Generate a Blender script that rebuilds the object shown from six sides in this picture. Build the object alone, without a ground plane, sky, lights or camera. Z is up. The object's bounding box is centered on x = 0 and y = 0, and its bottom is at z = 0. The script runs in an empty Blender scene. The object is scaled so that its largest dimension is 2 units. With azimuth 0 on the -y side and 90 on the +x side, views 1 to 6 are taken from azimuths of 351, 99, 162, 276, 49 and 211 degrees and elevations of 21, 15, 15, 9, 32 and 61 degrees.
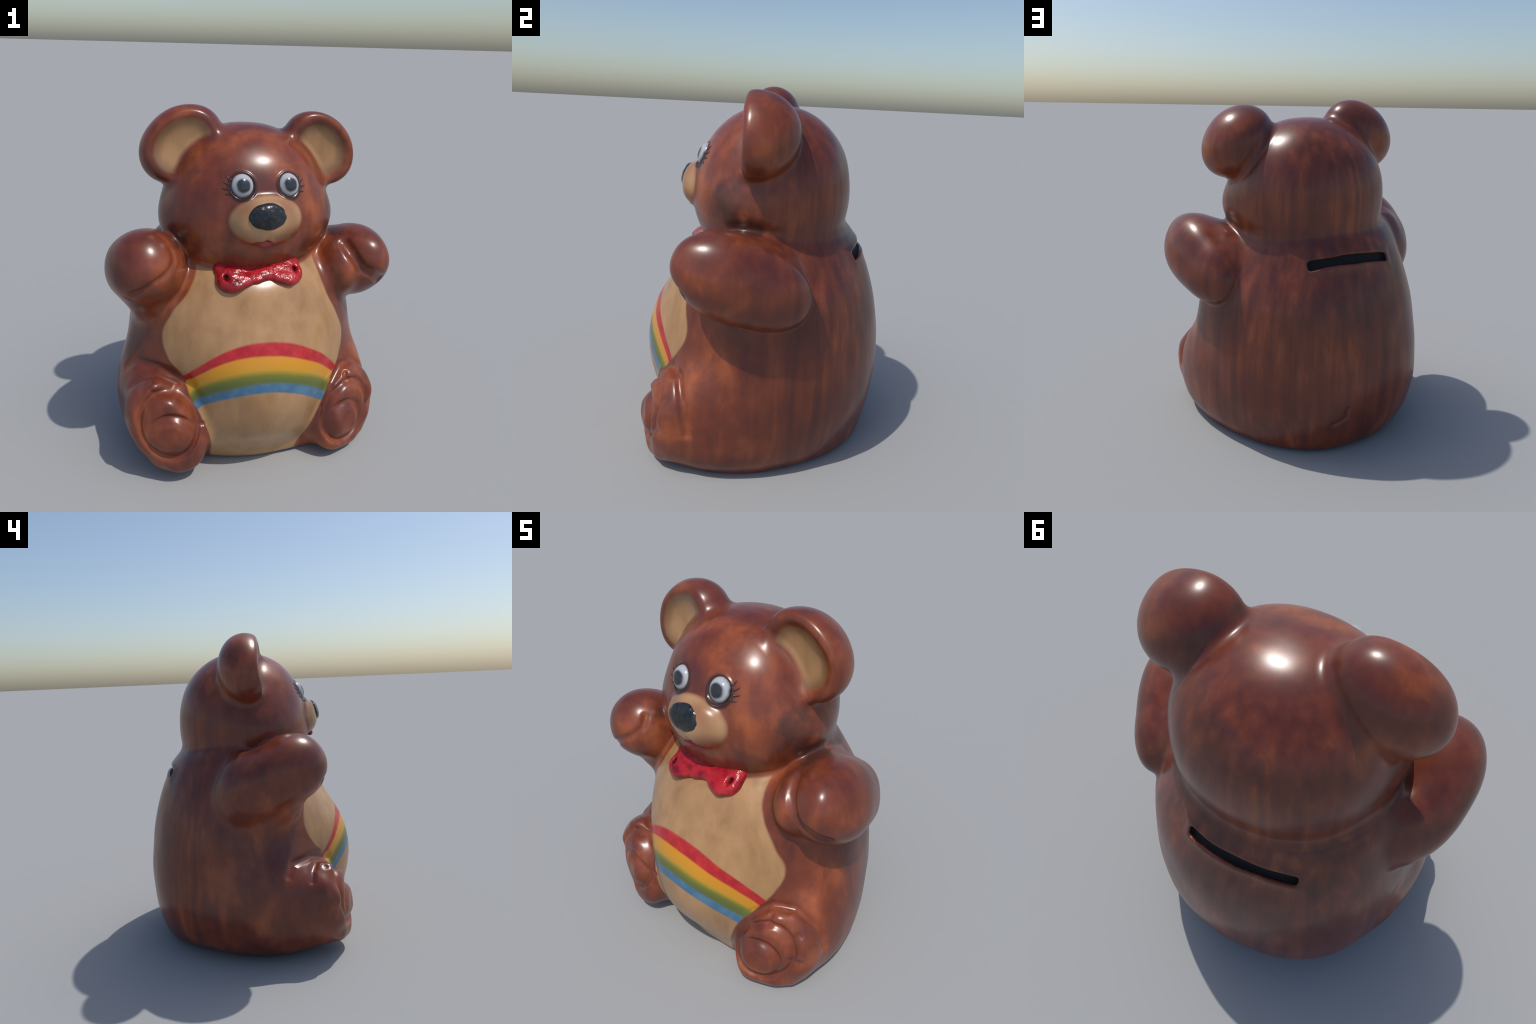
# Glossy brown ceramic teddy-bear coin bank with a painted rainbow belly.
# The body is one smooth implicit surface (torso loft, head, ears, arms, legs) that is
# meshed once and then split by anatomical region; painted areas are node masks.
import bpy, math
import numpy as np

# ----------------------------------------------------------------------------
#  sizes and placements (metres, degrees)
# ----------------------------------------------------------------------------
ZK = [-0.05, 0.1, 0.28, 0.48, 0.7, 0.92, 1.12, 1.3]          # height stations of the torso loft
D = dict(
    yaw=[6.6],
    t_cx=[0.0079, -0.0345, -0.0499, -0.0414, -0.0448, -0.043, -0.0648, -0.1012],
    t_cy=[-0.0173, -0.0185, -0.0076, -0.0197, -0.0348, -0.0201, 0.0061, 0.0543],
    t_hw=[0.5186, 0.6524, 0.6837, 0.6845, 0.6885, 0.6388, 0.5566, 0.4712],
    t_f=[0.4738, 0.5132, 0.632, 0.6701, 0.6244, 0.5197, 0.4148, 0.1641],
    t_b=[0.6157, 0.6627, 0.6835, 0.7081, 0.7065, 0.6436, 0.5369, 0.3745],
    t_sfl=[0.1141, 0.0854, -0.0153, -0.0621, -0.0666, -0.0174, 0.0201, 0.0202],
    t_sfr=[0.0249, 0.0231, -0.0395, -0.0901, -0.0758, -0.0315, -0.0385, -0.0037],
    t_sbl=[0.002, -0.0265, 0.0025, 0.0039, -0.0115, -0.0119, -0.0267, -0.0202],
    t_sbr=[0.0637, 0.0629, 0.0714, 0.0787, 0.0436, 0.0452, 0.0207, -0.0392],
    h_c=[-0.039, 0.0216, 1.4191],
    h_r=[0.4666, 0.4317, 0.4768],
    h_p=[2.1544],
    k_c=[-0.0266, -0.0615, 1.3867],
    k_r=[0.4772, 0.292, 0.2012],
    sn_c=[0.0219, -0.3726, 1.4477],
    sn_r=[0.1913, 0.1157, 0.1311],
    eL_c=[0.3938, -0.0061, 1.7531],
    eL_r=[0.2349, 0.2201, 0.1842],
    eL_f=[7.29, -0.73, -44.38],
    eL_cut=[0.0682],
    eR_c=[-0.3942, -0.0547, 1.7865],
    eR_r=[0.2475, 0.1717, 0.1938],
    eR_f=[3.95, 3.94, 36.33],
    eR_cut=[0.1268],
    aL_c=[0.6094, 0.0018, 1.0646],
    aL_r=[0.1668, 0.3609, 0.2021],
    aL_f=[18.35, 22.67, 14.09],
    pL_c=[0.5886, -0.0839, 1.0845],
    pL_r=[0.1947, 0.1934, 0.1909],
    uL_c=[0.4988, -0.0435, 1.0807],
    uL_r=[0.1593, 0.2971, 0.198],
    aR_c=[-0.587, -0.1371, 1.07],
    aR_r=[0.2336, 0.3121, 0.1985],
    aR_f=[-15.22, 34.53, 3.99],
    pR_c=[-0.6086, -0.3458, 1.1943],
    pR_r=[0.1915, 0.1967, 0.1961],
    uR_c=[-0.6135, -0.1545, 1.0607],
    uR_r=[0.1529, 0.267, 0.2455],
    thL_c=[0.5073, -0.097, 0.2572],
    thL_r=[0.178, 0.3201, 0.2986],
    thL_f=[27.43, -0.54, -1.4],
    thR_c=[-0.6139, -0.2216, 0.274],
    thR_r=[0.1723, 0.3739, 0.3054],
    thR_f=[3.24, 4.2, 12.77],
    fL_c=[0.5334, -0.42, 0.2302],
    fL_r=[0.2083, 0.1897, 0.2588],
    fL_f=[31.23, 9.09, -20.77],
    fL_cut=[0.0784],
    fR_c=[-0.5227, -0.5306, 0.3015],
    fR_r=[0.1883, 0.2754, 0.2787],
    fR_f=[-9.96, 8.25, 30.58],
    fR_cut=[0.1105],
)
RELIEF = True
GRID = 0.0122
EAR_PIT = 0.71; EAR_DEPTH = dict(eL=0.072, eR=0.088)
ARM_CREASE = 0.03
SOLE = dict(fL=(-0.05, 0.03, 14), fR=(0.05, 0.035, 16)); TOE = dict(fL=0.6, fR=1.4)   # pad centres and tilt on the soles
LEG_Q = dict(fL=1.13, fR=1.12)
ROUGH = 0.28
GLOSS = {'IOR': 1.5, 'Specular IOR Level': 0.5}
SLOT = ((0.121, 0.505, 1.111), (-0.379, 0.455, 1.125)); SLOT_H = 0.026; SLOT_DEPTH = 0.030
EYES = (((0.147, -0.318, 1.614), (14, 18, 0)), ((-0.098, -0.355, 1.620), (4, 18, 0)))
EYE_R = (0.062, 0.050, 0.067); EYE_LIFT = -0.020; PUPIL = 0.041; PUPIL_RING = 7
LASHES = ((30, 0.032), (10, 0.038), (-10, 0.040), (-30, 0.032))
NOSE_C = (0.025, -0.47, 1.490); NOSE_F = (8, 16, 0); NOSE_R = (0.102, 0.034, 0.070); NOSE_LIFT = -0.020
MOUTH_C = (0.016, -0.44, 1.329); MOUTH_F = (8, -12, 0); MOUTH_R = (0.048, 0.024, 0.023)
MUZZLE_Q = 1.0; MUZZLE_LOW = -0.125
BOW_C = (0.003, -0.36, 1.166); BOW_AZ = 8; BOW_EL = 25; BOW_ROLL = 2; BOW_W = 0.245
BELLY_X = -0.03
# belly half-width to the bear's left / right over height
BELLY_LEFT = ((0.0, 0.19), (0.084, 0.213), (0.24, 0.268), (0.40, 0.338), (0.52, 0.434), (0.60, 0.482), (0.72, 0.512), (0.86, 0.458), (1.01, 0.384), (1.13, 0.35), (1.4, 0.34))
BELLY_RIGHT = ((0.0, 0.30), (0.076, 0.311), (0.293, 0.339), (0.444, 0.404), (0.614, 0.462), (0.682, 0.520), (0.784, 0.547), (0.927, 0.492), (1.065, 0.389), (1.155, 0.344), (1.4, 0.33))
# rainbow edges, height as a polynomial of the sideways distance: red top, red/yellow, green/blue, blue bottom
RAINBOW = ((0.833, -0.085, -1.02, 0.08, -1.27), (0.766, -0.125, -0.90, 0.2, -1.7), (0.631, -0.113, -1.261, 0, 0), (0.577, -0.138, -1.359, 0, 0))
# soft blackish patches beside the cheeks: centre, radii
DARK_PATCH = (((0.447, -0.13, 1.41), (0.13, 0.09, 0.17)), ((0.46, -0.05, 1.30), (0.12, 0.14, 0.06)), ((-0.44, -0.27, 1.31), (0.09, 0.13, 0.09)))
GROOVES = (   # strokes: (points on the surface, depth, width)
    (((-0.463, -0.409, 1.305), (-0.453, -0.443, 1.254), (-0.488, -0.496, 1.214), (-0.562, -0.534, 1.171), (-0.671, -0.51, 1.107)), 0.014, 0.018),   # paw crease
    (((0.523, -0.223, 1.249), (0.55, -0.278, 1.206), (0.607, -0.316, 1.125), (0.692, -0.32, 1.079), (0.75, -0.262, 1.025)), 0.034, 0.026),   # paw crease
    (((-0.083, 0.678, 0.301), (-0.08, 0.671, 0.25), (-0.043, 0.668, 0.223), (-0.005, 0.664, 0.208)), 0.01, 0.011),   # nick on the back
    (((-0.743, -0.301, 0.562), (-0.688, -0.33, 0.617), (-0.564, -0.426, 0.624), (-0.382, -0.538, 0.572)), 0.014, 0.022),   # hip fold
    (((0.388, -0.527, 0.352), (0.428, -0.47, 0.474), (0.505, -0.386, 0.53), (0.6, -0.314, 0.521), (0.704, -0.266, 0.419), (0.734, -0.233, 0.279)), 0.014, 0.022),   # hip fold
    (((-0.37, -0.627, 0.367), (-0.327, -0.606, 0.355)), 0.016, 0.01),   # nick in the foot
    (((-0.614, -0.518, 0.567), (-0.588, -0.574, 0.541)), 0.007, 0.018),   # toe
    (((-0.473, -0.51, 0.561), (-0.501, -0.566, 0.539)), 0.007, 0.018),   # toe
    (((0.525, -0.419, 0.495), (0.531, -0.45, 0.46)), 0.007, 0.018),   # toe
    (((0.677, -0.37, 0.42), (0.648, -0.413, 0.394)), 0.007, 0.018),   # toe
    (((0.71, -0.396, 0.257), (0.663, -0.432, 0.273)), 0.007, 0.018),   # toe
    (((-0.716, -0.436, 0.521), (-0.66, -0.438, 0.564), (-0.57, -0.462, 0.59), (-0.464, -0.504, 0.567)), 0.01, 0.02),   # ankle fold
)

# ----------------------------------------------------------------------------
#  implicit-surface toolkit
# ----------------------------------------------------------------------------
def hermite(z, zk, vk):
    zk = np.asarray(zk, float); vk = np.asarray(vk, float)
    m = np.gradient(vk, zk)
    i = np.clip(np.searchsorted(zk, z) - 1, 0, len(zk) - 2)
    h = zk[i + 1] - zk[i]; t = np.clip((z - zk[i]) / h, 0, 1)
    a = 2*t**3 - 3*t**2 + 1; b = t**3 - 2*t**2 + t; c = -2*t**3 + 3*t**2; d = t**3 - t**2
    return a*vk[i] + b*h*m[i] + c*vk[i + 1] + d*h*m[i + 1]

def smin(a, b, k):
    h = np.maximum(k - np.abs(a - b), 0) / k
    return np.minimum(a, b) - h*h*k*0.25

def smax(a, b, k):
    return -smin(-a, -b, k)

def sstep(x, lo, hi):
    t = np.clip((x - lo) / (hi - lo), 0, 1)
    return t*t*(3 - 2*t)

def frame(az, el, roll):
    """forward axis from azimuth (0 = -y, 90 = +x) and elevation, plus side and up axes"""
    a, e, r = np.radians([az, el, roll])
    f = np.array([np.sin(a)*np.cos(e), -np.cos(a)*np.cos(e), np.sin(e)])
    s = np.array([np.cos(a), np.sin(a), 0.0]); u = np.cross(f, s)
    return f, np.cos(r)*s + np.sin(r)*u, np.cos(r)*u - np.sin(r)*s

def ellip(P, c, rad, fr=None, p=2.0):
    """distance-like field of an ellipsoid with radii (side, forward, up)"""
    d = P - np.asarray(c)
    if fr is not None:
        d = np.stack([d @ fr[1], d @ fr[0], d @ fr[2]], -1)
    q = np.abs(d) / np.asarray(rad)
    k0 = np.sum(q**p, -1)**(1/p)
    g = np.sqrt(np.sum((q/np.asarray(rad))**2, -1)) + 1e-9
    return (k0 - 1)*np.sqrt(np.sum(q**2, -1))/g

def cone(P, a, b, r1, r2):
    """round cone from a (radius r1) to b (radius r2)"""
    a = np.asarray(a); b = np.asarray(b); ba = b - a; l2 = ba @ ba; rr = r1 - r2
    a2 = l2 - rr*rr; il = 1/l2
    pa = P - a; y = pa @ ba; z = y - l2
    x2 = np.sum((pa*l2 - y[..., None]*ba)**2, -1); y2 = y*y*l2; z2 = z*z*l2
    k = np.sign(rr)*rr*rr*x2
    o = (np.sqrt(x2*a2*il) + y*rr)*il - r1
    o = np.where(np.sign(z)*a2*z2 > k, np.sqrt(x2 + z2)*il - r2, o)
    return np.where(np.sign(y)*a2*y2 < k, np.sqrt(x2 + y2)*il - r1, o)

def wobble(P, f, seed=0.0):
    """cheap band-limited lumps: a few rotated sine products"""
    x, y, z = P[..., 0]*f + seed, P[..., 1]*f + 1.7*seed, P[..., 2]*f - seed
    return (np.sin(x + 1.3*np.sin(0.7*y + 0.4*z))*np.sin(1.1*y + 0.9*np.sin(0.8*z))
            + 0.6*np.sin(1.3*z + 0.8*np.sin(x))*np.sin(0.9*x - 0.6*y + 1.0))*0.6

# ----------------------------------------------------------------------------
#  the bear's anatomy as fields
# ----------------------------------------------------------------------------
def torso(P, D):
    y = np.radians(D['yaw'][0]); z = P[..., 2]
    zc = np.clip(z, ZK[0], ZK[-1])
    x = P[..., 0] - hermite(zc, ZK, D['t_cx']); yy = P[..., 1] - hermite(zc, ZK, D['t_cy'])
    lx = np.cos(y)*x + np.sin(y)*yy; ly = -np.sin(y)*x + np.cos(y)*yy
    a = hermite(zc, ZK, D['t_hw']); bf = hermite(zc, ZK, D['t_f']); bb = hermite(zc, ZK, D['t_b'])
    b = np.where(ly < 0, bf, bb)
    # fullness of the four quarters: front left / front right / back left / back right
    sf = np.where(lx > 0, hermite(zc, ZK, D['t_sfl']), hermite(zc, ZK, D['t_sfr']))
    sb = np.where(lx > 0, hermite(zc, ZK, D['t_sbl']), hermite(zc, ZK, D['t_sbr']))
    u, v = lx/a, ly/b
    q2 = u*u + v*v + 1e-9
    rho = np.sqrt(q2)/(1 + np.where(ly < 0, sf, sb)*(2*u*v/q2)**2)
    r = np.sqrt(lx**2 + ly**2)
    f = 0.95*np.where(rho > 1e-6, (rho - 1)*r/np.maximum(rho, 1e-6), -0.3)
    f = smax(f, -z, 0.06)
    return smax(f, z - 1.32, 0.14)

def ear(P, D, s):
    fr = frame(*D[s + '_f']); c = np.array(D[s + '_c'])
    e = ellip(P, c, D[s + '_r'], fr)
    pl = (P - c) @ fr[0] - D[s + '_cut'][0]
    f = smax(e, pl, 0.055)
    r = np.array(D[s + '_r'])
    pit = ellip(P, c + fr[0]*(D[s + '_cut'][0] + 0.02), [r[0]*EAR_PIT, EAR_DEPTH[s], r[2]*EAR_PIT], fr, 2.6)
    return smax(f, -pit, 0.05)

def foot(P, D, s, relief=True):
    fr = frame(*D[s + '_f']); c = np.array(D[s + '_c'])
    e = ellip(P, c, D[s + '_r'], fr, 2.3)
    pl = (P - c) @ fr[0] - D[s + '_cut'][0]
    f = smax(smax(e, pl, 0.10), -P[..., 2], 0.10)
    if relief and RELIEF:
        f = f - sole_relief(P, D, s)
    return f

def sole_relief(P, D, s):
    """raised oval pad, heel pad and toe creases on the sole (metres)"""
    fr = frame(*D[s + '_f']); d = P - np.array(D[s + '_c'])
    cs, cu, tilt = SOLE[s]; t = np.radians(tilt)
    a, b, sf = d @ fr[1] - cs, d @ fr[2] - cu, d @ fr[0] - D[s + '_cut'][0]
    su, sv = a*np.cos(t) - b*np.sin(t), a*np.sin(t) + b*np.cos(t)
    q = np.sqrt((su/0.145)**2 + (sv/0.180)**2)                     # big oval pad
    h = np.sqrt((su/0.105)**2 + ((sv + 0.050)/0.100)**2)           # heel pad
    front = sstep(sf, -0.12, -0.03)
    r = 0.015*(1 - sstep(q, 0.70, 1.0)) - 0.019*np.exp(-((q - 1.04)/0.10)**2)
    r += 0.014*(1 - sstep(h, 0.55, 1.0)) - 0.015*np.exp(-((h - 1.12)/0.17)**2)*(0.35 + 0.65*sstep(sv, -0.10, 0.0))
    ang = np.arctan2(sv, su)
    toes = (0.009*np.cos(ang*6.5 + TOE[s]) + 0.006)*np.exp(-((q - 1.34)/0.20)**2)*sstep(sv, -0.02, 0.08)
    r += 0.006*wobble(P, 26.0, 1.0)
    return front*r + sstep(sf, -0.20, -0.06)*toes

def arm(P, D, s):
    fr = frame(*D[f'a{s}_f'])
    fore = ellip(P, D[f'a{s}_c'], D[f'a{s}_r'], fr, 2.2)
    paw = ellip(P, D[f'p{s}_c'], D[f'p{s}_r'], fr)
    return smin(fore, paw, 0.10)

def muzzle(P, D):
    hf = frame(D['yaw'][0], 0, 0)
    d = P - np.array(D['sn_c']); s, u = d @ hf[1], d @ hf[2]
    cleft = 0.010*np.exp(-(s/0.020)**2)*(1 - sstep(u, -0.09, -0.03))          # lip cleft under the nose
    return ellip(P, D['sn_c'], D['sn_r'], hf, 2.2) + cleft

def parts(P, D):
    hf = frame(D['yaw'][0], 0, 0)
    H = smin(ellip(P, D['h_c'], D['h_r'], hf, D['h_p'][0]), ellip(P, D['k_c'], D['k_r'], hf), 0.15)
    o = dict(torso=torso(P, D), head=H, muzzle=muzzle(P, D),
             eL=ear(P, D, 'eL'), eR=ear(P, D, 'eR'))
    for s in 'LR':
        o['f' + s] = foot(P, D, 'f' + s)
        o['th' + s] = smax(ellip(P, D[f'th{s}_c'], D[f'th{s}_r'], frame(*D[f'th{s}_f'])), -P[..., 2], 0.14)
        o['a' + s] = arm(P, D, s)
        o['u' + s] = ellip(P, D[f'u{s}_c'], D[f'u{s}_r'], hf)
    return o

def union(P, D, o=None):
    o = o or parts(P, D)
    f = o['torso']
    for s in 'LR':
        f = smin(smin(f, o['th' + s], 0.20), o['f' + s], 0.08)
        f = smin(f, o['u' + s], 0.08)
    for s in 'LR':
        f = smin(f, o['a' + s], ARM_CREASE)
    h = smin(o['head'], o['muzzle'], 0.03)
    for s in 'LR':
        h = smin(h, o['e' + s], 0.05)
    return smin(f, h, 0.045)

# ----------------------------------------------------------------------------
#  meshing an implicit field (surface nets, then projection onto the field)
# ----------------------------------------------------------------------------
def gradient(f, P, e=0.002):
    g = np.empty_like(P)
    for k in range(3):
        d = np.zeros(3); d[k] = e
        g[..., k] = (f(P + d) - f(P - d))/(2*e)
    return g

def project(f, V, steps=3, limit=0.02):
    for _ in range(steps):
        g = gradient(f, V); v = f(V)
        st = -v[:, None]*g/np.maximum(np.sum(g*g, 1), 0.05)[:, None]
        n = np.linalg.norm(st, axis=1, keepdims=True)
        V = V + st*np.minimum(1, limit/np.maximum(n, 1e-9))
    return V

def surface_nets(f, lo, hi, h):
    ax = [np.arange(lo[k], hi[k] + h, h) for k in range(3)]
    n = [len(a) for a in ax]
    F = np.empty(n, np.float32)
    X, Y = np.meshgrid(ax[0], ax[1], indexing='ij')
    for k0 in range(0, n[2], 16):
        zz = ax[2][k0:k0 + 16]
        P = np.stack(np.broadcast_arrays(X[..., None], Y[..., None], zz), -1)
        F[:, :, k0:k0 + 16] = f(P)
    S = F < 0
    corners = [(i, j, k) for i in (0, 1) for j in (0, 1) for k in (0, 1)]
    cut = lambda A, c: A[c[0]:n[0] - 1 + c[0], c[1]:n[1] - 1 + c[1], c[2]:n[2] - 1 + c[2]]
    cnt = sum(cut(S, c).astype(np.int8) for c in corners)
    act = (cnt > 0) & (cnt < 8)
    idx = np.full(act.shape, -1, np.int64); idx[act] = np.arange(act.sum())
    I = np.argwhere(act)
    acc = np.zeros((len(I), 3)); num = np.zeros(len(I))
    for a in corners:
        for k in range(3):
            if a[k]: continue
            b = list(a); b[k] = 1
            fa = F[I[:, 0] + a[0], I[:, 1] + a[1], I[:, 2] + a[2]]
            fb = F[I[:, 0] + b[0], I[:, 1] + b[1], I[:, 2] + b[2]]
            m = (fa < 0) != (fb < 0)
            t = np.where(m, fa/np.where(m, fa - fb, 1), 0)
            p = np.tile(np.array(a, float), (len(I), 1)); p[:, k] += t
            acc[m] += p[m]; num[m] += 1
    V = np.array(lo) + (I + acc/num[:, None])*h
    quads = []
    for k in range(3):
        u, w = (k + 1) % 3, (k + 2) % 3
        sl0 = [slice(None)]*3; sl1 = [slice(None)]*3
        sl0[k] = slice(0, -1); sl1[k] = slice(1, None)
        A = S[tuple(sl0)]; B = S[tuple(sl1)]
        E = np.argwhere(A != B)
        E = E[(E[:, u] > 0) & (E[:, w] > 0) & (E[:, u] < n[u] - 1) & (E[:, w] < n[w] - 1)]
        fl = A[E[:, 0], E[:, 1], E[:, 2]]
        def at(du, dw):
            q = E.copy(); q[:, u] -= du; q[:, w] -= dw
            return idx[q[:, 0], q[:, 1], q[:, 2]]
        Q = np.stack([at(1, 1), at(0, 1), at(0, 0), at(1, 0)], 1)
        Q[~fl] = Q[~fl][:, ::-1]
        quads.append(Q)
    return V, np.concatenate(quads)

def subdivide(V, Q):
    E = np.stack([Q, np.roll(Q, -1, 1)], -1).reshape(-1, 2); E.sort(1)
    key = E[:, 0]*len(V) + E[:, 1]
    uk, inv = np.unique(key, return_inverse=True)
    inv = inv.reshape(-1, 4)
    mid = 0.5*(V[uk//len(V)] + V[uk % len(V)])
    e = inv + len(V); c = np.arange(len(Q)) + len(V) + len(uk)
    V2 = np.concatenate([V, mid, V[Q].mean(1)])
    Q2 = np.concatenate([np.stack([Q[:, i], e[:, i], c, e[:, i - 1]], 1) for i in range(4)])
    return V2, Q2

def relax(V, Q, n=2):
    """tangential evening-out of the net before it is projected again"""
    E = np.stack([Q, np.roll(Q, -1, 1)], -1).reshape(-1, 2)
    for _ in range(n):
        s = np.zeros_like(V); c = np.zeros(len(V))
        for a, b in ((0, 1), (1, 0)):
            for k in range(3): s[:, k] += np.bincount(E[:, a], V[E[:, b], k], len(V))
            c += np.bincount(E[:, a], minlength=len(V))
        V = 0.5*V + 0.5*s/c[:, None]
    return V

def vertex_normals(f, V):
    g = gradient(f, V, 0.003)
    return g/np.maximum(np.linalg.norm(g, axis=1, keepdims=True), 1e-9)

def new_mesh(name, V, faces, normals=None, material=None, parent=None):
    me = bpy.data.meshes.new(name)
    me.from_pydata(V.tolist() if hasattr(V, 'tolist') else V, [], faces.tolist() if hasattr(faces, 'tolist') else faces)
    me.polygons.foreach_set('use_smooth', np.ones(len(me.polygons), bool))
    me.update()
    if normals is not None:
        me.normals_split_custom_set_from_vertices(normals.tolist())
    ob = bpy.data.objects.new(name, me)
    bpy.context.collection.objects.link(ob)
    if material: me.materials.append(material)
    if parent: ob.parent = parent
    return ob

def region(name, V, Q, N, mask, material, parent):
    q = Q[mask]; used, inv = np.unique(q, return_inverse=True)
    return new_mesh(name, V[used], inv.reshape(-1, 4), N[used], material, parent)

# ----------------------------------------------------------------------------
#  node-expression helper: arithmetic on sockets builds Math nodes
# ----------------------------------------------------------------------------
class Ex:
    def __init__(self, m, s): self.m, self.s = m, s
    def _op(self, op, a, b=None, c=None): return self.m.math(op, a, b, c)
    def __add__(s, o): return s._op('ADD', s, o)
    __radd__ = __add__
    def __sub__(s, o): return s._op('SUBTRACT', s, o)
    def __rsub__(s, o): return s._op('SUBTRACT', o, s)
    def __mul__(s, o): return s._op('MULTIPLY', s, o)
    __rmul__ = __mul__
    def __truediv__(s, o): return s._op('DIVIDE', s, o)
    def __neg__(s): return s._op('MULTIPLY', s, -1.0)
    def abs(s): return s._op('ABSOLUTE', s)
    def sqrt(s): return s._op('SQRT', s)
    def max(s, o): return s._op('MAXIMUM', s, o)
    def min(s, o): return s._op('MINIMUM', s, o)

class Mat:
    def __init__(self, name):
        self.mat = bpy.data.materials.new(name); self.mat.use_nodes = True
        self.nt = self.mat.node_tree; self.nt.nodes.clear()
        self.out = self.nt.nodes.new('ShaderNodeOutputMaterial')
        self.bsdf = self.nt.nodes.new('ShaderNodeBsdfPrincipled')
        self.nt.links.new(self.bsdf.outputs[0], self.out.inputs[0])
        tc = self.nt.nodes.new('ShaderNodeTexCoord'); self.vec = tc.outputs['Object']
        sp = self.nt.nodes.new('ShaderNodeSeparateXYZ'); self.nt.links.new(self.vec, sp.inputs[0])
        self.x, self.y, self.z = [Ex(self, sp.outputs[i]) for i in range(3)]
    def plug(self, sock, v):
        if isinstance(v, Ex): self.nt.links.new(v.s, sock)
        elif hasattr(v, 'is_output'): self.nt.links.new(v, sock)
        else: sock.default_value = v
    def math(self, op, a, b=None, c=None):
        n = self.nt.nodes.new('ShaderNodeMath'); n.operation = op
        for i, v in enumerate((a, b, c)):
            if v is not None: self.plug(n.inputs[i], float(v) if not isinstance(v, Ex) else v)
        return Ex(self, n.outputs[0])
    def step(self, v, lo, hi):
        n = self.nt.nodes.new('ShaderNodeMapRange'); n.interpolation_type = 'SMOOTHSTEP'
        self.plug(n.inputs[0], v); n.inputs[1].default_value = lo; n.inputs[2].default_value = hi
        return Ex(self, n.outputs[0])
    def noise(self, scale, detail=3, rough=0.5, stretch=(1, 1, 1), offset=(0, 0, 0), distort=0.0):
        mp = self.nt.nodes.new('ShaderNodeMapping'); self.nt.links.new(self.vec, mp.inputs[0])
        mp.inputs['Scale'].default_value = stretch; mp.inputs['Location'].default_value = offset
        n = self.nt.nodes.new('ShaderNodeTexNoise'); self.nt.links.new(mp.outputs[0], n.inputs['Vector'])
        n.inputs['Scale'].default_value = scale; n.inputs['Detail'].default_value = detail
        n.inputs['Roughness'].default_value = rough; n.inputs['Distortion'].default_value = distort
        return Ex(self, n.outputs[0])
    def mix(self, f, a, b):
        n = self.nt.nodes.new('ShaderNodeMix'); n.data_type = 'RGBA'
        self.plug(n.inputs[0], f)
        for i, v in ((6, a), (7, b)):
            self.plug(n.inputs[i], (*v, 1.0) if isinstance(v, tuple) and len(v) == 3 else v)
        return n.outputs[2]
    def curve(self, v, pts, lo, hi):
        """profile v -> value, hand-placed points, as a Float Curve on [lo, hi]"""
        n = self.nt.nodes.new('ShaderNodeFloatCurve'); c = n.mapping.curves[0]
        for i, (a, b) in enumerate(pts):
            a = (a - lo)/(hi - lo)
            if i < 2: c.points[i].location = (a, b)
            else: c.points.new(a, b)
        n.mapping.update()
        self.plug(n.inputs['Value'], (v - lo)*(1.0/(hi - lo)))
        return Ex(self, n.outputs[0])
    def ramp(self, v, stops):
        n = self.nt.nodes.new('ShaderNodeValToRGB'); self.plug(n.inputs[0], v)
        el = n.color_ramp.elements
        while len(el) < len(stops): el.new(0.5)
        for e, (p, c) in zip(el, stops): e.position = p; e.color = (*c, 1.0)
        return n.outputs[0]
    def local(self, c, fr):
        """coordinates (side, forward, up) about c in frame fr"""
        d = [self.x - float(c[0]), self.y - float(c[1]), self.z - float(c[2])]
        return [d[0]*float(a[0]) + d[1]*float(a[1]) + d[2]*float(a[2]) for a in (fr[1], fr[0], fr[2])]
    def ellq(self, c, r, fr):
        s, f, u = self.local(c, fr)
        s, f, u = s*(1/r[0]), f*(1/r[1]), u*(1/r[2])
        return (s*s + f*f + u*u).sqrt()
    def bump(self, v, strength, dist):
        n = self.nt.nodes.new('ShaderNodeBump'); self.plug(n.inputs['Height'], v)
        n.inputs['Strength'].default_value = strength; n.inputs['Distance'].default_value = dist
        self.nt.links.new(n.outputs[0], self.bsdf.inputs['Normal'])
    def finish(self, color, rough=0.25, **kw):
        self.plug(self.bsdf.inputs['Base Color'], color if not isinstance(color, tuple) else (*color, 1.0))
        self.plug(self.bsdf.inputs['Roughness'], rough)
        for k, v in kw.items(): self.plug(self.bsdf.inputs[k], v)
        return self.mat

def srgb(r, g, b):
    return tuple((c/255/12.92 if c/255 <= 0.04045 else ((c/255 + 0.055)/1.055)**2.4) for c in (r, g, b))

# ----------------------------------------------------------------------------
#  materials
# ----------------------------------------------------------------------------
YAW = frame(D['yaw'][0], 0, 0)

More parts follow.
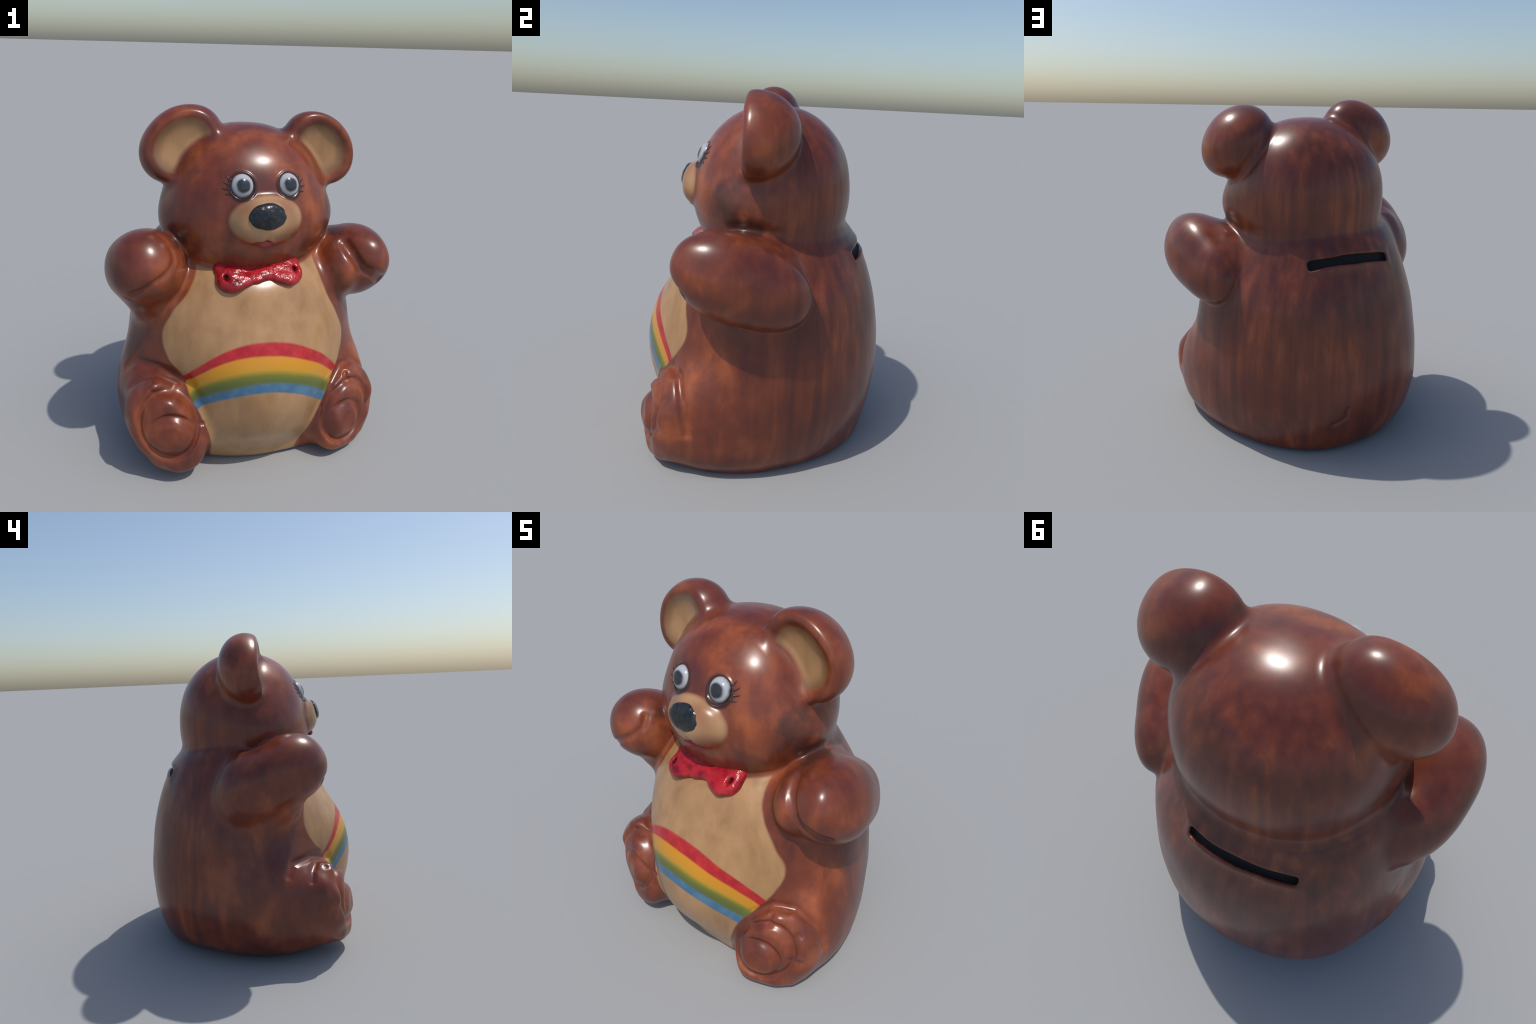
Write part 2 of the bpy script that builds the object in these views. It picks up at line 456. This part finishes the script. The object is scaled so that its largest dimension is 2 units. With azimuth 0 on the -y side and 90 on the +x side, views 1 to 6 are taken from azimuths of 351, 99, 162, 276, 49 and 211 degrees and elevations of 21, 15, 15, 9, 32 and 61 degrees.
def brown(m):
    """brushed brown glaze: long vertical brush streaks behind, cloudy dabs elsewhere"""
    cloud = m.noise(2.6, 3, 0.5, offset=(1.3, 0.4, 2.2), distort=0.3)
    patch = m.noise(7.0, 4, 0.6, offset=(4.1, 2.7, 0.3), stretch=(1.0, 1.0, 0.7), distort=0.3)
    streak = m.noise(11.0, 3, 0.55, stretch=(1.5, 1.5, 0.06), offset=(0.3, 5.2, 1.1), distort=0.15)
    back = m.step(m.y, -0.05, 0.35)
    v = cloud*(0.42 - 0.10*back) + patch*(0.43 - 0.33*back) + streak*(0.15 + 0.33*back) + 0.01 + 0.02*back
    col = m.ramp(v, [(0.33, srgb(80, 38, 31)), (0.44, srgb(102, 49, 35)), (0.52, srgb(119, 58, 37)),
                     (0.60, srgb(144, 74, 43)), (0.72, srgb(168, 92, 51))])
    plum = m.step(m.noise(4.0, 3, 0.5, offset=(7, 1, 4), distort=0.6), 0.52, 0.68)
    col = m.mix(plum*0.35, col, srgb(92, 44, 42))
    dark_mask = None
    for c, r in DARK_PATCH:
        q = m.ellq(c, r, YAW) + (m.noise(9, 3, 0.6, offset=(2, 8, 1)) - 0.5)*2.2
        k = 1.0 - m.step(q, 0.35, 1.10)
        dark_mask = k if dark_mask is None else dark_mask.max(k)
    return m.mix(dark_mask*0.65, col, srgb(44, 34, 33))

def tan(m):
    v = m.noise(4.0, 4, 0.55, stretch=(1.4, 1.4, 0.5), offset=(2, 1, 0), distort=0.5)*0.6 + m.noise(11, 3, 0.6, stretch=(1, 1, 0.4))*0.4
    col = m.ramp(v, [(0.32, srgb(148, 109, 71)), (0.5, srgb(168, 128, 87)), (0.68, srgb(182, 141, 99))])
    rosy = m.step(m.noise(6, 3, 0.6, offset=(5, 5, 1), distort=0.8), 0.5, 0.75)
    return m.mix(rosy*0.4, col, srgb(158, 112, 82))

def mat_brown(name):
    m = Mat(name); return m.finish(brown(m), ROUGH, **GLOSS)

def mat_torso():
    m = Mat('torso_glaze')
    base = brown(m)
    lx, lf, lz = m.local((BELLY_X, 0, 0), YAW)
    wob = (m.noise(5, 2, 0.5, offset=(3, 3, 3)) - 0.5)*0.02
    wl = m.curve(m.z, BELLY_LEFT, 0, 1.4); wr = m.curve(m.z, BELLY_RIGHT, 0, 1.4)
    inside = (wl - lx).min(lx + wr) + wob
    mask = m.step(inside, -0.006, 0.010)*m.step(lf, 0.0, 0.05)
    for s in ('fL', 'fR'):
        q = m.ellq(D[s + '_c'], [x*1.0 for x in D[s + '_r']], frame(*D[s + '_f']))
        mask = mask*m.step(q, LEG_Q[s] - 0.02, LEG_Q[s] + 0.05)
    for c, r in (('h_c', 'h_r'), ('k_c', 'k_r')):                       # brown under the chin
        mask = mask*m.step(m.ellq(D[c], D[r], YAW), 1.075, 1.12)
    t = tan(m)
    edges = []
    for c0, c1, c2, c3, c4 in RAINBOW:
        edges.append(lz - ((((lx*c4 + c3)*lx + c2)*lx + c1)*lx + c0) + wob*0.4)
    e_top, e_red, e_green, e_low = edges
    gr = m.step(e_red*(-1.0), 0.02, 0.13)
    ybase = m.ramp(gr, [(0.0, srgb(204, 138, 34)), (0.35, srgb(190, 142, 40)), (0.75, srgb(112, 114, 44)), (1.0, srgb(92, 102, 48))])
    ns = m.noise(16, 3, 0.6)
    red = m.mix(m.step(ns, 0.35, 0.7), srgb(164, 28, 36), srgb(188, 44, 44))
    blue = m.mix(m.step(ns, 0.35, 0.65), srgb(66, 106, 136), srgb(84, 122, 146))
    paint = m.mix(m.step(e_low, -0.006, 0.008), t, blue)
    paint = m.mix(m.step(e_green, -0.014, 0.014), paint, ybase)
    paint = m.mix(m.step(e_red, -0.006, 0.008), paint, red)
    paint = m.mix(m.step(e_top, -0.008, 0.006), paint, t)
    col = m.mix(mask, base, paint)
    return m.finish(col, ROUGH, **GLOSS)

def mat_head():
    m = Mat('head_glaze')
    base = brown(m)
    for c in EYES:
        fr = frame(*c[1]); s, f, u = m.local(c[0], fr)
        q = ((s*(1/EYE_R[0]))*(s*(1/EYE_R[0])) + ((u + 0.006)*(1/EYE_R[2]))*((u + 0.006)*(1/EYE_R[2]))).sqrt()
        base = m.mix((1.0 - m.step(q, 1.06, 1.38))*m.step(f, -0.12, -0.05)*0.85, base, srgb(40, 27, 26))
    q = m.ellq(D['sn_c'], D['sn_r'], YAW)
    s, f, u = m.local(D['sn_c'], YAW)
    mask = (1.0 - m.step(q, MUZZLE_Q, MUZZLE_Q + 0.09))*m.step(u, MUZZLE_LOW, MUZZLE_LOW + 0.03)
    col = m.mix(mask, base, m.mix(0.7, tan(m), srgb(192, 152, 110)))
    return m.finish(col, ROUGH, **GLOSS)

def mat_ear(s):
    m = Mat('ear_glaze')
    fr = frame(*D[s + '_f']); a, f, u = m.local(D[s + '_c'], fr); r = D[s + '_r']
    a, u = a*(1/r[0]), u*(1/r[2])
    q = (a*a + u*u).sqrt() + (m.noise(9, 3) - 0.5)*0.10
    hq = m.ellq(D['h_c'], D['h_r'], YAW) + (m.noise(12, 3) - 0.5)*0.03
    mask = (1.0 - m.step(q, EAR_PIT*0.88, EAR_PIT*1.02))*m.step(f, -0.10, -0.06)*m.step(hq, 1.045, 1.10)
    inner = m.mix(m.step(q, EAR_PIT*0.55, EAR_PIT*0.95)*0.7, tan(m), srgb(104, 76, 50))
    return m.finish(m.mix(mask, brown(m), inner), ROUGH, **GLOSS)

def mat_red():
    m = Mat('red_glaze')
    v = m.noise(14, 4, 0.6)
    col = m.ramp(v, [(0.34, srgb(104, 16, 24)), (0.5, srgb(160, 24, 34)), (0.7, srgb(184, 38, 44))])
    for sx in (-1, 1):
        s, f, u = m.local(BOW_C, frame(BOW_AZ, BOW_EL, BOW_ROLL))
        s, u = (s - sx*(BOW_W - 0.050))*(1/0.018), (u + 0.030)*(1/0.024)
        col = m.mix((1.0 - m.step((s*s + u*u).sqrt(), 0.3, 1.1))*0.85, col, srgb(46, 10, 14))
    m.bump(m.noise(34, 3, 0.6), 0.5, 0.012)
    return m.finish(col, 0.22, **GLOSS)

def mat_nose():
    m = Mat('black_glaze')
    col = m.mix(m.step(m.noise(20, 3, 0.6), 0.4, 0.65), srgb(20, 22, 25), srgb(40, 42, 45))
    m.bump(m.noise(26, 2, 0.5), 0.6, 0.012)
    return m.finish(col, 0.22, **GLOSS)

def mat_eye():
    m = Mat('eye_glaze')
    # eye mesh is built around its own origin, pole along +z
    r = (m.x*m.x + m.y*m.y).sqrt()
    n = (m.noise(30, 2) - 0.5)*0.01
    pupil = 1.0 - m.step(r + n, PUPIL - 0.012, PUPIL + 0.004)
    rim = m.step(m.z*-1.0 - m.y*0.12 + n*2.0, -0.030, -0.008)
    col = m.mix(rim, srgb(172, 172, 178), srgb(46, 42, 44))
    col = m.mix(pupil, col, srgb(44, 48, 54))
    return m.finish(col, 0.18, **GLOSS)

def mat_flat(name, c, rough=0.4):
    m = Mat(name)
    v = m.noise(20, 2)
    return m.finish(m.mix(v, tuple(x*0.8 for x in c), c), rough)

# ----------------------------------------------------------------------------
#  assembly
# ----------------------------------------------------------------------------
SLOT_A, SLOT_B = np.array(SLOT[0]), np.array(SLOT[1])
SLOT_M = 0.5*(SLOT_A + SLOT_B); SLOT_L = 0.5*np.linalg.norm(SLOT_A - SLOT_B)
SLOT_D = (SLOT_A - SLOT_B)/np.linalg.norm(SLOT_A - SLOT_B)
_n = np.array([-0.08, 0.86, 0.5]); _n -= SLOT_D*(_n @ SLOT_D); _n /= np.linalg.norm(_n)
SLOT_P = np.cross(_n, SLOT_D)

def slot(P):
    d = P - SLOT_M
    a = np.abs(d @ SLOT_D) - SLOT_L; p = np.abs(d @ SLOT_P) - SLOT_H
    return smax(a, p + 0.004*wobble(P, 30.0, 4.0), 0.02)

def groove_depth(P):
    """creases pressed along short strokes on the surface"""
    out = np.zeros(P.shape[:-1])
    for pts, depth, width in GROOVES:
        pts = np.array(pts)
        near = np.all((P > pts.min(0) - 3*width) & (P < pts.max(0) + 3*width), -1)
        if not near.any(): continue
        p = P[near]; best = np.full(len(p), 9.0)
        for a, c in zip(pts[:-1], pts[1:]):
            ac = c - a; t = np.clip(((p - a) @ ac)/(ac @ ac), 0, 1)
            best = np.minimum(best, np.sum((p - a - t[:, None]*ac)**2, -1))
        out[near] = np.maximum(out[near], depth*np.exp(-best/width**2))
    return out

def body_field(P):
    o = parts(P, D)
    f = union(P, D, o)
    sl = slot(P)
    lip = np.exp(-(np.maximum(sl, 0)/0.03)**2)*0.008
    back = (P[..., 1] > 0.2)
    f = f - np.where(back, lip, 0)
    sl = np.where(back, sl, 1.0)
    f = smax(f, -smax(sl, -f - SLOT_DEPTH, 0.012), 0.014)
    f = f + groove_depth(P)
    for c, ang in EYES:                                   # raised lid around each eye
        fr = frame(*ang); d = P - np.array(c)
        q = np.sqrt((d @ fr[1]/EYE_R[0])**2 + (d @ fr[2]/EYE_R[2])**2)
        f = f - np.where(np.abs(d @ fr[0]) < 0.12, 0.005*np.exp(-((q - 1.08)/0.11)**2), 0)
    return f + 0.0022*wobble(P, 17.0, 0.3)

V, Q = surface_nets(body_field, (-0.95, -0.85, -0.06), (0.95, 0.95, 2.08), GRID)
V = project(body_field, relax(V, Q, 2), 3)
V, Q = subdivide(V, Q)
V = project(body_field, relax(V, Q, 1), 2)
V[:, 2] = np.maximum(V[:, 2], 0.0)
N = vertex_normals(body_field, V)

root = bpy.data.objects.new('teddy_bear_coin_bank', None)
bpy.context.collection.objects.link(root)
root['label'] = 'glossy brown ceramic teddy bear coin bank with rainbow belly'
root['category'] = 'coin bank'

C = V[Q].mean(1)
o = parts(C, D)
order = ['torso', 'head', 'muzzle', 'eL', 'eR', 'legL', 'legR', 'armL', 'armR']
fields = dict(torso=o['torso'], head=o['head'], muzzle=o['muzzle'] , eL=o['eL'], eR=o['eR'])
for s in 'LR':
    fields['leg' + s] = np.minimum(o['f' + s], o['th' + s] + 0.02); fields['arm' + s] = np.minimum(o['a' + s], o['u' + s])
lab = np.argmin(np.stack([fields[k] for k in order], 1), 1)
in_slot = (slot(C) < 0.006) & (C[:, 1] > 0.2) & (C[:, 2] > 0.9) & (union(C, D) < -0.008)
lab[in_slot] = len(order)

head_mat = mat_head(); arm_mat = mat_brown('limb_glaze'); slot_mat = mat_flat('slot_near_black', srgb(12, 10, 10), 0.8)
table = [('torso', mat_torso()), ('head', head_mat), ('muzzle', head_mat), ('ear', mat_ear('eL')), ('ear', mat_ear('eR')),
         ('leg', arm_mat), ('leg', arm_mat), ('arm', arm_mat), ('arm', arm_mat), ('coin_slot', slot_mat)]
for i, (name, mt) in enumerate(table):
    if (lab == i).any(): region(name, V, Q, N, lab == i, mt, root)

# --- bow tie: hugs the chest -------------------------------------------------
def bow_field(P):
    d = P - np.array(BOW_C)
    fr = frame(BOW_AZ, BOW_EL, BOW_ROLL)
    s, u = d @ fr[1], d @ fr[2]
    hh = hermite(np.clip(np.abs(s), 0, 0.30), [0, 0.045, 0.10, 0.16, 0.21, 0.30], [0.080, 0.082, 0.096, 0.114, 0.118, 0.112])
    two = smax(np.abs(u) - hh, np.abs(s) - BOW_W, 0.09)
    o = parts(P, D)
    b = smin(o['torso'], np.minimum(o['uL'], o['uR']), 0.08)
    th = hermite(np.clip(np.abs(s), 0, 0.30), [0, 0.05, 0.09, 0.17, 0.30], [0.050, 0.050, 0.058, 0.072, 0.066])
    f = smax(two, b - th, 0.06)
    f = smax(f, -b - 0.03, 0.02)
    for sx in (-1, 1):                                   # pinched dents at the outer ends
        f = f + 0.030*np.exp(-(((s - sx*(BOW_W - 0.050))/0.014)**2 + ((u + 0.030)/0.020)**2))
    f = f + 0.003*np.exp(-((np.abs(s) - 0.05)/0.016)**2)
    return f + 0.006*wobble(P, 36.0, 2.0)
bc = np.array(BOW_C)
bv, bq = surface_nets(bow_field, bc - [0.36, 0.25, 0.2], bc + [0.36, 0.3, 0.2], 0.009)
bv = project(bow_field, relax(bv, bq, 2), 3); bv, bq = subdivide(bv, bq); bv = project(bow_field, relax(bv, bq, 1), 2)
BOW_DONE = new_mesh('bow_tie', bv, bq, vertex_normals(bow_field, bv), mat_red(), root)

# --- ellipsoid pieces ---------------------------------------------------------
def dome(nu=48, nv=32):
    """unit sphere, pole on +z; rings of vertices"""
    v = [(0, 0, 1.0)]; f = []
    for j in range(1, nv):
        t = math.pi*j/nv
        for i in range(nu):
            a = 2*math.pi*i/nu
            v.append((math.sin(t)*math.cos(a), math.sin(t)*math.sin(a), math.cos(t)))
    v.append((0, 0, -1.0))
    rid = lambda j, i: 1 + (j - 1)*nu + i % nu
    rings = []
    for i in range(nu): f.append((0, rid(1, i), rid(1, i + 1))); rings.append(0)
    for j in range(1, nv - 1):
        for i in range(nu): f.append((rid(j, i), rid(j + 1, i), rid(j + 1, i + 1), rid(j, i + 1))); rings.append(j)
    for i in range(nu): f.append((rid(nv - 1, i), len(v) - 1, rid(nv - 1, i + 1))); rings.append(nv - 1)
    return np.array(v), f, np.array(rings)

def place(ob, c, fr):
    """mesh axes (x side, y up, z forward)"""
    from mathutils import Matrix
    m = Matrix.Identity(4)
    for r in range(3):
        m[r][0], m[r][1], m[r][2], m[r][3] = fr[1][r], fr[2][r], fr[0][r], c[r]
    ob.matrix_world = m

def seat(c, lift):
    """move a rough position onto the body surface, then lift it along the normal"""
    p = project(body_field, np.array([c], float), 6, 0.05)
    return (p + vertex_normals(body_field, p)*lift)[0]

SV, SF, SR = dome()
eye_mat = mat_eye()
for c, ang in EYES:
    fr = frame(*ang)
    vv = SV*np.array([EYE_R[0], EYE_R[2], EYE_R[1]])
    white = [f for f, r in zip(SF, SR) if r >= PUPIL_RING]; black = [f for f, r in zip(SF, SR) if r < PUPIL_RING]
    nn = SV/np.array([EYE_R[0], EYE_R[2], EYE_R[1]]); nn /= np.linalg.norm(nn, axis=1, keepdims=True)
    def sub(name, faces, parent):
        used = sorted({i for f in faces for i in f}); mp = {u: i for i, u in enumerate(used)}
        return new_mesh(name, vv[used], [tuple(mp[i] for i in f) for f in faces], nn[used], eye_mat, parent)
    eye = sub('eye', white, root); place(eye, seat(c, EYE_LIFT), fr)
    sub('pupil', black, eye)

def lumpy(name, c, ang, r, mt, amp, freq, seed, p=2.0, lift=0.0):
    fr = frame(*ang)
    v = SV.copy()
    k = np.sum(np.abs(v)**p, 1)**(-1/p)
    v = v*k[:, None]*(1 + amp*wobble(v, freq, seed))[:, None]
    ob = new_mesh(name, v*np.array([r[0], r[2], r[1]]), SF, None, mt, root)
    place(ob, seat(c, lift), fr); return ob
lumpy('nose', NOSE_C, NOSE_F, NOSE_R, mat_nose(), 0.035, 6.0, 1.0, 2.0, NOSE_LIFT)
lumpy('mouth', MOUTH_C, MOUTH_F, MOUTH_R, mat_flat('lip_glaze', srgb(142, 42, 42), 0.3), 0.06, 4.0, 2.0, 2.0, 0.002)

# --- painted eyelashes: thin tapered strokes lying on the head ----------------
head_only = lambda P: body_field(P)
lash_mat = mat_flat('lash_glaze', srgb(62, 37, 33), 0.35)
def lash(c, ang, a0, r0, r1, bend, sgn):
    fr = frame(*ang); pts = []
    for i in range(9):
        t = i/8; a = math.radians(a0 + bend*t*t); r = r0 + (r1 - r0)*t
        pts.append(np.array(c) + sgn*fr[1]*math.cos(a)*r + fr[2]*math.sin(a)*r + fr[0]*0.0)
    pts = project(head_only, np.array(pts), 4, 0.05)
    nn = vertex_normals(head_only, pts); v = []; f = []
    tg = np.gradient(pts, axis=0); tg /= np.linalg.norm(tg, axis=1, keepdims=True)
    bi = np.cross(nn, tg)
    for i in range(9):
        w = 0.0052*(1 - i/8)**0.7 + 0.0010
        for k in range(8):
            b = 2*math.pi*k/8
            v.append(pts[i] + bi[i]*w*math.cos(b) + nn[i]*(0.0022*math.sin(b) + 0.0005))
    for i in range(8):
        for k in range(8): f.append((i*8 + k, i*8 + (k + 1) % 8, i*8 + 8 + (k + 1) % 8, i*8 + 8 + k))
    f += [tuple(range(7, -1, -1)), tuple(range(64, 72))]
    new_mesh('eyelash', np.array(v), f, None, lash_mat, root)
for (c, ang), sgn in zip(EYES, (1, -1)):
    for a0, ln in LASHES:
        lash(c, ang, a0, EYE_R[0]*1.04, EYE_R[0]*1.06 + ln, 8, sgn)
